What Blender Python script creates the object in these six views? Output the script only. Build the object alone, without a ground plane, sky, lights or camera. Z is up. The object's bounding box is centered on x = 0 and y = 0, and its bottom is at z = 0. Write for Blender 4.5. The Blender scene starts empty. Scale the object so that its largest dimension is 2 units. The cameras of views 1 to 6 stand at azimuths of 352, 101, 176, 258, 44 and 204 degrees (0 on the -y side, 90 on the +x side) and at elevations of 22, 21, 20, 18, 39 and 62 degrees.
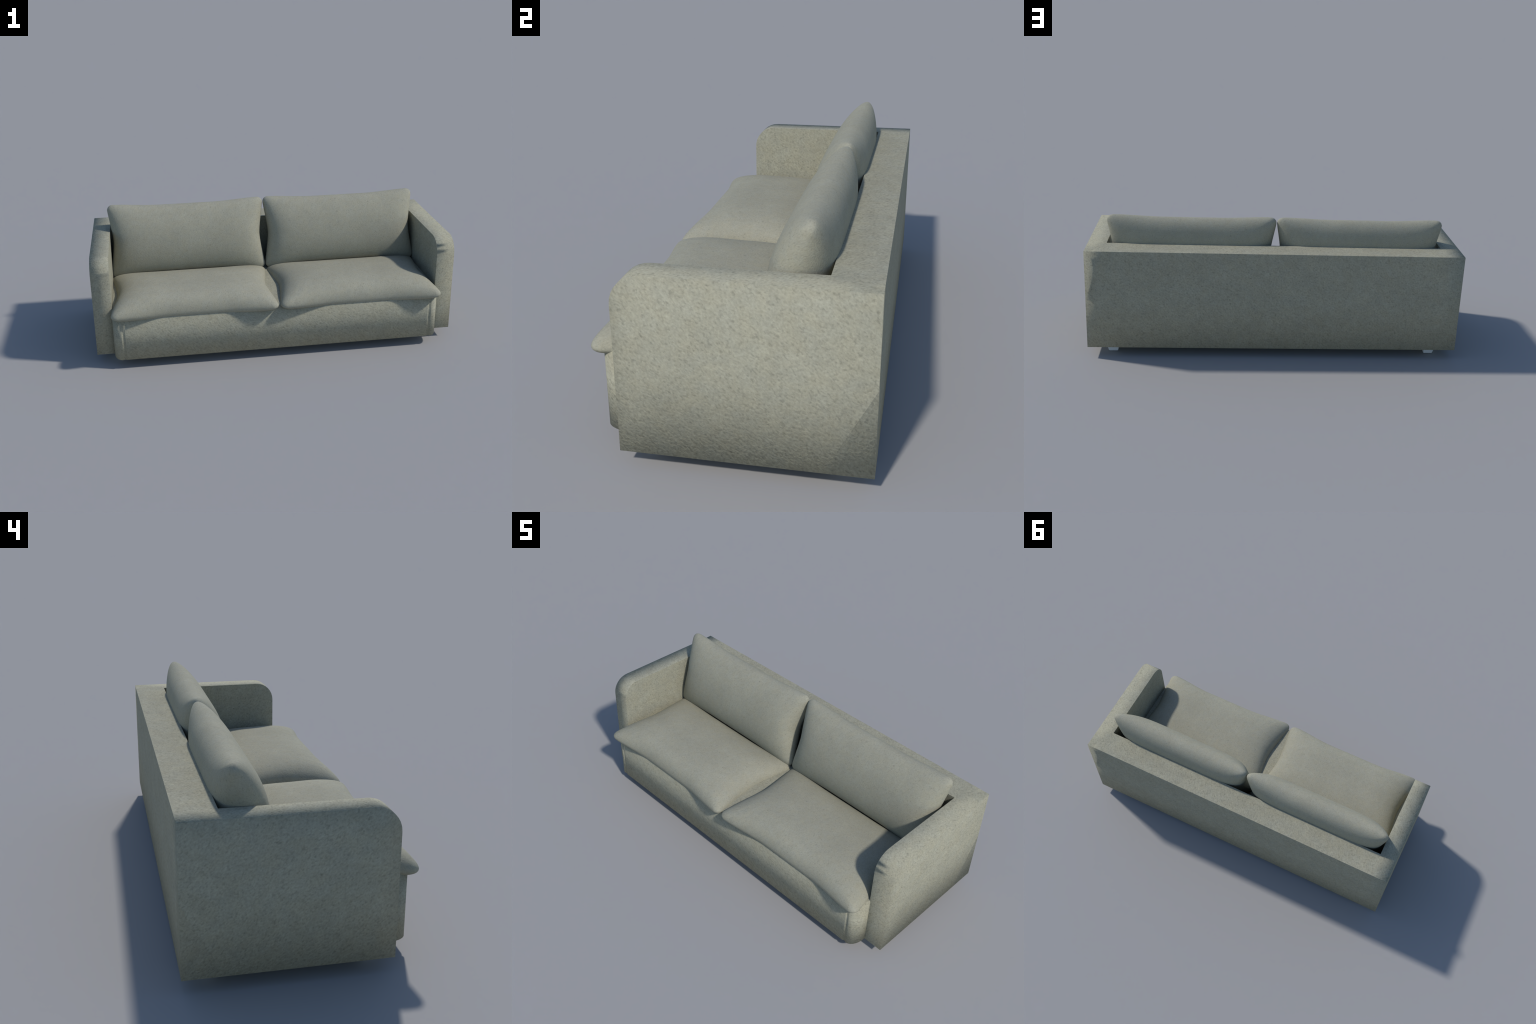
"""Two-seat fabric sofa: box frame with round-nosed arms, upholstered base,
two seat pillows, two back pillows and four tapered metal feet."""
import bpy, math
from mathutils import Vector

# ------------------------------------------------------------------ sizes (m)
X_OUT, X_IN = 1.000, 0.901        # outer / inner face of the arms
Y_FRONT, Y_IN, Y_BACK = -0.303, 0.277, 0.420
Z_BOT, Z_MID, Z_TOP = 0.055, 0.326, 0.598
ARM_R = 0.088                     # rounding of the arm's nose
BASE_Y, BASE_X, BASE_R = -0.387, 0.904, 0.078
DECK_Z = 0.322


# ------------------------------------------------------------------ materials
def fabric(name, grain, streak_dir, contrast, bump, tint=(0.315, 0.303, 0.231)):
    m = bpy.data.materials.new(name)
    m.use_nodes = True
    nt = m.node_tree
    N, L = nt.nodes, nt.links
    bsdf = N["Principled BSDF"]
    bsdf.inputs["Roughness"].default_value = 0.95
    bsdf.inputs["Specular IOR Level"].default_value = 0.12
    bsdf.inputs["Sheen Weight"].default_value = 0.0
    tc = N.new("ShaderNodeTexCoord")

    # weave direction: coordinates squeezed along the streaks
    mp = N.new("ShaderNodeMapping")
    mp.vector_type = 'POINT'
    d = Vector(streak_dir).normalized()
    q = d.to_track_quat('Z', 'Y').inverted()
    mp.inputs["Rotation"].default_value = q.to_euler()
    L.new(tc.outputs["Object"], mp.inputs["Vector"])
    sq = N.new("ShaderNodeMapping")
    sq.inputs["Scale"].default_value = (1.0, 1.0, 0.5)
    L.new(mp.outputs["Vector"], sq.inputs["Vector"])

    def noise(scale, detail, rough, src):
        n = N.new("ShaderNodeTexNoise")
        n.inputs["Scale"].default_value = scale
        n.inputs["Detail"].default_value = detail
        n.inputs["Roughness"].default_value = rough
        L.new(src, n.inputs["Vector"])
        return n.outputs["Fac"]

    def math_node(op, a, b):
        n = N.new("ShaderNodeMath")
        n.operation = op
        for i, v in enumerate((a, b)):
            if isinstance(v, (int, float)):
                n.inputs[i].default_value = v
            else:
                L.new(v, n.inputs[i])
        return n.outputs[0]

    def rng(src, a, b, c, e):
        n = N.new("ShaderNodeMapRange")
        n.inputs["From Min"].default_value = a
        n.inputs["From Max"].default_value = b
        n.inputs["To Min"].default_value = c
        n.inputs["To Max"].default_value = e
        L.new(src, n.inputs["Value"])
        return n.outputs[0]

    fine = noise(grain, 2.5, 0.55, sq.outputs["Vector"])
    pits = noise(grain * 0.8, 1.0, 0.5, sq.outputs["Vector"])
    broad = noise(7.0, 3.0, 0.6, tc.outputs["Object"])
    g1 = rng(fine, 0.25, 0.75, 1.0 - contrast, 1.0 + contrast)
    g2 = rng(pits, 0.30, 0.45, 1.0 - 1.2 * contrast, 1.0)
    g3 = rng(broad, 0.3, 0.7, 0.955, 1.045)
    mottle = noise(grain * 0.22, 2.0, 0.6, sq.outputs["Vector"])
    g4 = rng(mottle, 0.3, 0.7, 1.0 - 0.35 * contrast, 1.0 + 0.35 * contrast)
    val = math_node('MULTIPLY', math_node('MULTIPLY', math_node('MULTIPLY', g1, g2), g3), g4)

    # rare single dark flecks in the cloth
    vor = N.new("ShaderNodeTexVoronoi")
    vor.inputs["Scale"].default_value = 16.0
    L.new(tc.outputs["Object"], vor.inputs["Vector"])
    fleck = rng(vor.outputs["Distance"], 0.035, 0.075, 0.78, 1.0)
    val = math_node('MULTIPLY', val, fleck)
    dots = N.new("ShaderNodeTexVoronoi")
    dots.inputs["Scale"].default_value = grain * 0.26
    L.new(sq.outputs["Vector"], dots.inputs["Vector"])
    val = math_node('MULTIPLY', val, rng(dots.outputs["Distance"], 0.06, 0.19, 0.82, 1.0))

    # warm / cool drift of the dye
    hue = noise(grain * 0.12, 2.0, 0.5, tc.outputs["Object"])
    mix = N.new("ShaderNodeMix")
    mix.data_type = 'RGBA'
    cool = (tint[0] * 0.99, tint[1], tint[2] * 1.015, 1)
    warm = (tint[0] * 1.01, tint[1], tint[2] * 0.98, 1)
    mix.inputs[6].default_value = cool
    mix.inputs[7].default_value = warm
    L.new(rng(hue, 0.35, 0.65, 0.0, 1.0), mix.inputs[0])
    sc = N.new("ShaderNodeVectorMath")
    sc.operation = 'SCALE'
    L.new(mix.outputs[2], sc.inputs[0])
    L.new(val, sc.inputs["Scale"])
    L.new(sc.outputs[0], bsdf.inputs["Base Color"])

    bp = N.new("ShaderNodeBump")
    bp.inputs["Strength"].default_value = bump
    bp.inputs["Distance"].default_value = 0.004
    L.new(math_node('ADD', math_node('MULTIPLY', fine, 0.7), pits), bp.inputs["Height"])
    L.new(bp.outputs["Normal"], bsdf.inputs["Normal"])
    return m


FRAME_CLOTH = fabric("frame_cloth", 160.0, (-0.57, 0.57, -0.60), 0.145, 0.24)
BASE_CLOTH = fabric("base_cloth", 160.0, (0.75, 0.30, -0.60), 0.145, 0.20)
PILLOW_CLOTH = fabric("pillow_cloth", 270.0, (0.4, 0.8, 0.5), 0.09, 0.15, (0.317, 0.305, 0.237))

METAL = bpy.data.materials.new("brushed_metal")
METAL.use_nodes = True
_n, _l = METAL.node_tree.nodes, METAL.node_tree.links
_b = _n["Principled BSDF"]
_b.inputs["Metallic"].default_value = 0.25
_b.inputs["Roughness"].default_value = 0.35
_t = _n.new("ShaderNodeTexNoise")
_t.inputs["Scale"].default_value = 90.0
_r = _n.new("ShaderNodeValToRGB")
_r.color_ramp.elements[0].color = (0.80, 0.83, 0.86, 1)
_r.color_ramp.elements[1].color = (0.90, 0.92, 0.94, 1)
_l.new(_t.outputs["Fac"], _r.inputs["Fac"])
_l.new(_r.outputs["Color"], _b.inputs["Base Color"])


# -------------------------------------------------------------------- helpers
def make(name, verts, faces, normals, mat, parent):
    """verts: points; faces: index lists; normals: one per face corner
    (same nesting as faces) or None for plain smooth shading."""
    me = bpy.data.meshes.new(name)
    me.from_pydata([tuple(v) for v in verts], [], faces)
    me.polygons.foreach_set("use_smooth", [True] * len(me.polygons))
    me.materials.append(mat)
    me.update()
    if normals is not None:
        flat = [tuple(Vector(n).normalized()) for f in normals for n in f]
        me.normals_split_custom_set(flat)
    ob = bpy.data.objects.new(name, me)
    bpy.context.scene.collection.objects.link(ob)
    ob.parent = parent
    return ob


class Shell:
    """Collects quads whose corners carry their own soft-upholstery normals."""

    def __init__(self):
        self.v, self.f, self.n = [], [], []

    def face(self, pts, nors, outward):
        a, b, c = (Vector(p) for p in pts[:3])
        if (b - a).cross(c - a).dot(Vector(outward)) < 0:
            pts, nors = pts[::-1], nors[::-1]
        i = len(self.v)
        self.v += list(pts)
        self.f.append(list(range(i, i + len(pts))))
        self.n.append(list(nors))

    def build(self, name, mat, parent):
        # weld corners that share a place, keep each corner's own normal
        key, verts, remap = {}, [], []
        for p in self.v:
            k = tuple(round(c, 6) for c in p)
            if k not in key:
                key[k] = len(verts)
                verts.append(p)
            remap.append(key[k])
        faces = [[remap[i] for i in f] for f in self.f]
        return make(name, verts, faces, self.n, mat, parent)


sofa = bpy.data.objects.new("sofa", None)
bpy.context.scene.collection.objects.link(sofa)
sofa["label"] = "two-seat grey-beige fabric sofa with loose pillows"
sofa["category"] = "sofa"


# ----------------------------------------------------------------------- arms
def arm_profile():
    """(y, z, outward direction in the y-z plane) from bottom front to the back top."""
    cy, cz = Y_FRONT + ARM_R, Z_TOP - ARM_R
    out = [(Y_FRONT, Z_BOT, -1.0, 0.0), (Y_FRONT, Z_MID, -1.0, 0.0)]
    steps = 8
    for k in range(steps + 1):
        a = math.pi - k * math.pi / 2 / steps
        out.append((cy + ARM_R * math.cos(a), cz + ARM_R * math.sin(a), math.cos(a), math.sin(a)))
    out.append((Y_IN, Z_TOP, 0.0, 1.0))
    out.append((Y_BACK, Z_TOP, 0.0, 1.0))
    return out


def build_arm(s):
    sh = Shell()
    prof = arm_profile()
    n = len(prof)
    xo, xi = s * X_OUT, s * X_IN

    def rim(i):        # shared soft normal along the outer edge
        y, z, ny, nz = prof[i]
        if i == 0:
            return (s * 0.62, -0.5, -0.60)
        if i == n - 1:
            return (s * 0.58, 0.58, 0.58)
        return (s * 0.74, 0.66 * ny, 0.67 * nz)

    def inner(i):      # normal of the rolled band at the inner edge
        y, z, ny, nz = prof[i]
        lean = 0.55 if s < 0 else 0.05          # normal tilt per arm, tuned to how sunlit its front looks
        roll = 0.34 if s < 0 else 0.15
        w, t = max(0.0, -ny), max(0.0, nz)
        if i == n - 2:
            t *= 0.5
        if i == n - 1:
            t = 0.0
        if (s > 0 and i in (3, 5)) or (s < 0 and i == 3):      # dark shading streaks at the nose, drawn with bent normals
            return (-s * 0.85, 0.5 * ny, 0.5 * nz) if s > 0 else (-s * 0.22, 0.9 * ny, 0.05)
        return (-s * (lean * w + roll * t), ny, nz if i else -0.35)

    # band: front face, nose, top
    for i in range(n - 1):
        y0, z0 = prof[i][:2]
        y1, z1 = prof[i + 1][:2]
        mid = (0, prof[i][2] + prof[i + 1][2], prof[i][3] + prof[i + 1][3])
        sh.face([(xi, y0, z0), (xo, y0, z0), (xo, y1, z1), (xi, y1, z1)],
                [inner(i), rim(i), rim(i + 1), inner(i + 1)], mid)

    # outer side: rows bottom / middle / upper, columns along y
    ox = (s, 0, 0)
    low = (s * 0.72, 0.0, -0.70)
    midn = (s * 0.99, 0.0, 0.10)
    cz = Z_TOP - ARM_R
    cy = Y_FRONT + ARM_R
    i_mid, i_nose0, i_nose1 = 1, 2, n - 3
    A0 = (xo, Y_FRONT, Z_BOT)
    A1 = (xo, Y_FRONT, Z_MID)
    B0, B1, B2 = (xo, cy, Z_BOT), (xo, cy, Z_MID), (xo, cy, cz)
    C0, C1 = (xo, Y_IN, Z_BOT), (xo, Y_IN, Z_MID)
    D0, D1 = (xo, Y_BACK, Z_BOT), (xo, Y_BACK, Z_MID)
    F2 = (xo, Y_FRONT, cz)
    up = (s * 0.93, 0.0, 0.36)
    fr = rim(1)
    sh.face([A0, B0, B1, A1], [rim(0), low, midn, fr], ox)
    sh.face([A1, B1, B2, F2], [fr, midn, up, rim(2)], ox)
    # fan of the nose
    for i in range(i_nose0, i_nose1):
        sh.face([B2, (xo,) + prof[i][:2], (xo,) + prof[i + 1][:2]], [up, rim(i), rim(i + 1)], ox)
    T1 = (xo,) + prof[i_nose1][:2]
    T2 = (xo, Y_IN, Z_TOP)
    T3 = (xo, Y_BACK, Z_TOP)
    C2 = (xo, Y_IN, cz)
    D2 = (xo, Y_BACK, cz)
    sh.face([B0, C0, C1, B1], [low, low, midn, midn], ox)
    sh.face([B1, C1, C2, B2], [midn, midn, up, up], ox)
    sh.face([B2, C2, T2, T1], [up, up, rim(n - 2), rim(i_nose1)], ox)
    sh.face([C1, D1, D2, C2], [midn, (s * 0.97, 0.2, 0.1), (s * 0.9, 0.25, 0.34), up], ox)
    sh.face([C2, D2, T3, T2], [up, (s * 0.9, 0.25, 0.34), (s * 0.66, 0.30, 0.66), rim(n - 2)], ox)
    # lower rear triangle: normals bent backward to darken it against the side
    back_low, back_mid = (s * 0.58, 0.58, -0.58), (s * 0.88, 0.45, -0.10)
    sh.face([C0, D1, C1], [low, (s * 0.97, 0.2, 0.1), midn], ox)
    sh.face([C0, D0, D1], [low, back_low, back_mid], ox)

    # rear strip of the arm
    bk = (0, 1, 0)
    E0, E1, E3 = (xi, Y_BACK, Z_BOT), (xi, Y_BACK, Z_MID), (xi, Y_BACK, Z_TOP)
    bm = (s * 0.74, 0.66, 0.0)
    sh.face([E0, D0, D1, E1], [(0, 0.80, -0.60), (s * 0.45, 0.70, -0.55), bm, bk], bk)
    sh.face([E1, D1, T3, E3], [bk, bm, (s * 0.58, 0.60, 0.55), bk], bk)

    # inner wall and underside
    ins = (-s, 0, 0)
    cyz = [(xi,) + prof[i][:2] for i in range(n - 2)] + [(xi, Y_IN, Z_TOP)]
    I0 = (xi, Y_IN, Z_BOT)
    hub = (xi, cy, Z_MID)
    ring = cyz + [(xi, Y_IN, Z_MID), I0]
    for i in range(len(ring)):
        a, b = ring[i], ring[(i + 1) % len(ring)]
        sh.face([hub, a, b], [ins] * 3, ins)
    dn = (0, 0, -1)
    sh.face([(xi, Y_FRONT, Z_BOT), A0, D0, E0], [dn] * 4, dn)
    return sh.build("arm", FRAME_CLOTH, sofa)


build_arm(-1)
build_arm(1)


# ------------------------------------------------------------------- backrest
def build_backrest():
    sh = Shell()
    a, b = -X_IN, X_IN
    up, bk, fw, dn = (0, 0, 1), (0, 1, 0), (0, -1, 0), (0, 0, -1)
    sh.face([(a, Y_IN, Z_TOP), (b, Y_IN, Z_TOP), (b, Y_BACK, Z_TOP), (a, Y_BACK, Z_TOP)], [up] * 4, up)
    sh.face([(a, Y_BACK, Z_MID), (b, Y_BACK, Z_MID), (b, Y_BACK, Z_TOP), (a, Y_BACK, Z_TOP)], [bk] * 4, bk)
    lo = (0, 0.80, -0.60)
    sh.face([(a, Y_BACK, Z_BOT), (b, Y_BACK, Z_BOT), (b, Y_BACK, Z_MID), (a, Y_BACK, Z_MID)],
            [lo, lo, bk, bk], bk)
    sh.face([(a, Y_IN, Z_BOT), (b, Y_IN, Z_BOT), (b, Y_IN, Z_TOP), (a, Y_IN, Z_TOP)], [fw] * 4, fw)
    sh.face([(a, Y_IN, Z_BOT), (b, Y_IN, Z_BOT), (b, Y_BACK, Z_BOT), (a, Y_BACK, Z_BOT)], [dn] * 4, dn)
    return sh.build("backrest", FRAME_CLOTH, sofa)


build_backrest()


# ----------------------------------------------------------------------- base
def build_base():
    """Upholstered box under the seat: plan outline with rounded front corners and
    a sewn groove beside each corner, swept up to the deck."""
    half = []                                  # right half, centre -> back
    gx, gw, gd = 0.847, 0.011, 0.0045          # groove place, half width, depth
    for x in (0.0, 0.2, 0.4, 0.6, 0.75, 0.81):
        half.append((x, BASE_Y))
    for k in range(9):
        t = -1 + k / 4
        half.append((gx + gw * t, BASE_Y + gd * 0.5 * (1 + math.cos(math.pi * t))))
    cx, cy = BASE_X - 0.046, BASE_Y + BASE_R
    rx = BASE_X - cx
    for k in range(1, 11):
        a = -math.pi / 2 + k * math.pi / 2 / 10
        half.append((cx + rx * math.cos(a), cy + BASE_R * math.sin(a)))
    half.append((BASE_X, Y_FRONT + 0.03))
    half.append((BASE_X, Y_IN - 0.003))
    plan = [(-x, y) for x, y in half[:0:-1]] + half
    m = len(plan)
    nor = []
    for i in range(m):
        (x0, y0), (x1, y1) = plan[max(i - 1, 0)], plan[min(i + 1, m - 1)]
        nor.append(Vector((y1 - y0, -(x1 - x0))).normalized())
    sh = Shell()
    rd = 0.010                                  # soft top edge
    rows = [(Z_BOT, 0.0, 0.72, -0.70), (DECK_Z - rd, 0.0, 0.72, 0.70),
            (DECK_Z - rd * 0.3, rd * 0.3, 0.50, 0.86), (DECK_Z, rd, 0.0, 1.0)]
    for i in range(m - 1):
        for (z0, in0, h0, v0), (z1, in1, h1, v1) in zip(rows[:-1], rows[1:]):
            pts, nrm = [], []
            for j, (z, ins, h, v) in ((i, (z0, in0, h0, v0)), (i + 1, (z0, in0, h0, v0)),
                                      (i + 1, (z1, in1, h1, v1)), (i, (z1, in1, h1, v1))):
                pts.append((plan[j][0] - nor[j].x * ins, plan[j][1] - nor[j].y * ins, z))
                nrm.append((nor[j].x * h, nor[j].y * h, v))
            sh.face(pts, nrm, (nor[i].x + nor[i + 1].x, nor[i].y + nor[i + 1].y, 0))
    # deck and underside as strips from the outline to the rear edge
    yb = Y_IN - 0.003
    for z, ins, nz in ((DECK_Z, rd, 1), (Z_BOT, 0.0, -1)):
        for i in range(1, m - 2):
            p, q = plan[i], plan[i + 1]
            P = (p[0] - nor[i].x * ins, p[1] - nor[i].y * ins, z)
            Q = (q[0] - nor[i + 1].x * ins, q[1] - nor[i + 1].y * ins, z)
            if abs(P[0] - Q[0]) < 1e-6:
                continue
            sh.face([P, Q, (Q[0], yb, z), (P[0], yb, z)], [(0, 0, nz)] * 4, (0, 0, nz))
    return sh.build("seat_base", BASE_CLOTH, sofa)


build_base()


# -------------------------------------------------------------------- cushions
def pillow(name, centre, ax, ay, az, a, b, rim, fat, top, bottom, bow_x, bow_y, pu, qu, pv, qv, pv_rear=None):
    """Stuffed pillow. a, b: half sizes; rim: half thickness at the corners;
    fat: how much fuller the rolled rim gets between the corners;
    top / bottom: extra swell above / below; bow: how far the sides are drawn in."""
    NT, NR = 192, 40
    rc = 0.036                                   # corner radius in plan
    out = []
    # outline: rounded rectangle walked by arc length per side
    per = NT // 4
    corners = [(a - rc, -(b - rc), -90), (a - rc, b - rc, 0), (-(a - rc), b - rc, 90), (-(a - rc), -(b - rc), 180)]
    for ci, (cx, cy, a0) in enumerate(corners):
        for k in range(8):
            ang = math.radians(a0 + 90 * k / 8)
            out.append((cx + rc * math.cos(ang), cy + rc * math.sin(ang)))
        nx, ny, n0 = corners[(ci + 1) % 4]
        e0 = (cx + rc * math.cos(math.radians(a0 + 90)), cy + rc * math.sin(math.radians(a0 + 90)))
        e1 = (nx + rc * math.cos(math.radians(n0)), ny + rc * math.sin(math.radians(n0)))
        steps = per - 8
        for k in range(steps):
            t = k / steps
            t = 0.5 - 0.5 * math.cos(math.pi * t)        # denser near the corners
            out.append((e0[0] + (e1[0] - e0[0]) * t, e0[1] + (e1[1] - e0[1]) * t))
    n = len(out)
    C, AX, AY, AZ = Vector(centre), Vector(ax), Vector(ay), Vector(az)

    def place(px, py, side, s):
        u, v = max(-1, min(1, px / a)), max(-1, min(1, py / b))
        e = pv_rear if (pv_rear and v > 0) else pv
        swell = ((1 - abs(u) ** pu) ** qu) * ((1 - abs(v) ** e) ** qv)
        full = fat * (1 - u ** 4) * (min(1.0, max(0.0, 0.6 - v)) if pv_rear else 1.0)
        r = math.sqrt(max(0.0, 1 - s ** 12))
        z = side * (rim * (1 + full) * r + (top if side > 0 else bottom) * swell)
        x = px * (1 - bow_x * (1 - abs(v) ** 1.5) ** 1.5 * u * u)
        ear = min(1.0, max(0.0, (abs(u) - 0.33) / 0.65))
        ear = ear * ear * (3 - 2 * ear)
        y = py * (1 - bow_y * (1 - ear) * v * v)
        return C + AX * x + AY * y + AZ * z

    verts, faces = [], []
    rings = [math.sin(math.pi / 2 * (k / NR)) for k in range(1, NR)]
    for side in (1, -1):
        base = len(verts)
        verts.append(place(0, 0, side, 0))
        for s in rings:
            for px, py in out:
                verts.append(place(px * s, py * s, side, s))
        for i in range(n):
            j = (i + 1) % n
            f = [base, base + 1 + i, base + 1 + j]
            faces.append(f if side > 0 else f[::-1])
        for k in range(len(rings) - 1):
            for i in range(n):
                j = (i + 1) % n
                o0, o1 = base + 1 + k * n, base + 1 + (k + 1) * n
                f = [o0 + i, o1 + i, o1 + j, o0 + j]
                faces.append(f if side > 0 else f[::-1])
    e = len(verts)
    for px, py in out:
        verts.append(place(px, py, 1, 1.0))
    t0 = 1 + (len(rings) - 1) * n
    b0 = t0 + 1 + len(rings) * n
    for i in range(n):
        j = (i + 1) % n
        faces.append([t0 + i, e + i, e + j, t0 + j])
        faces.append([b0 + j, e + j, e + i, b0 + i])
    return make(name, verts, faces, None, PILLOW_CLOTH, sofa)


for cx in (-0.4560, 0.4530):
    pillow("seat_cushion", (cx, -0.141, 0.318), (1, 0, 0), (0, 1, 0), (0, 0, 1),
           0.452, 0.280, 0.029, 0.35, 0.054, 0.002, 0.076, 0.100, 5.0, 0.70, 3.6, 0.90, 2.2)

lean = Vector((0, 0.105, 0.400)).normalized()
face = Vector((1, 0, 0)).cross(lean)
if face.y > 0:
    face = -face
for cx in (-0.4570, 0.4515):
    pillow("back_cushion", (cx, 0.1725, 0.5325), (1, 0, 0), lean, face,
           0.4555, 0.213, 0.026, 0.15, 0.068, 0.070, 0.060, 0.065, 6.0, 0.56, 2.1, 0.92)


# ------------------------------------------------------------------------ feet
def foot(x, y):
    t, b, h = 0.037, 0.025, Z_BOT
    rows = [(b - 0.0015, 0.0), (b, 0.0015), (t, h + 0.002)]
    verts, faces = [], []
    for r, z in rows:
        c = 0.003
        for sx, sy in ((1, -1), (1, 1), (-1, 1), (-1, -1)):
            pts = [(sx * (r - c), sy * r), (sx * r, sy * (r - c))]
            if sx * sy > 0:
                pts = pts[::-1]
            for px, py in pts:
                verts.append((px, py, z))
    m = 8
    for k in range(len(rows) - 1):
        for i in range(m):
            j = (i + 1) % m
            faces.append([k * m + i, k * m + j, (k + 1) * m + j, (k + 1) * m + i])
    faces.append(list(range(m))[::-1])
    faces.append([(len(rows) - 1) * m + i for i in range(m)])
    ob = make("foot", verts, faces, None, METAL, sofa)
    for p in ob.data.polygons:
        p.use_smooth = False
    ob.location = (x, y, 0)
    return ob


for fx in (-0.873, 0.873):
    for fy in (-0.235, 0.323):
        foot(fx, fy)
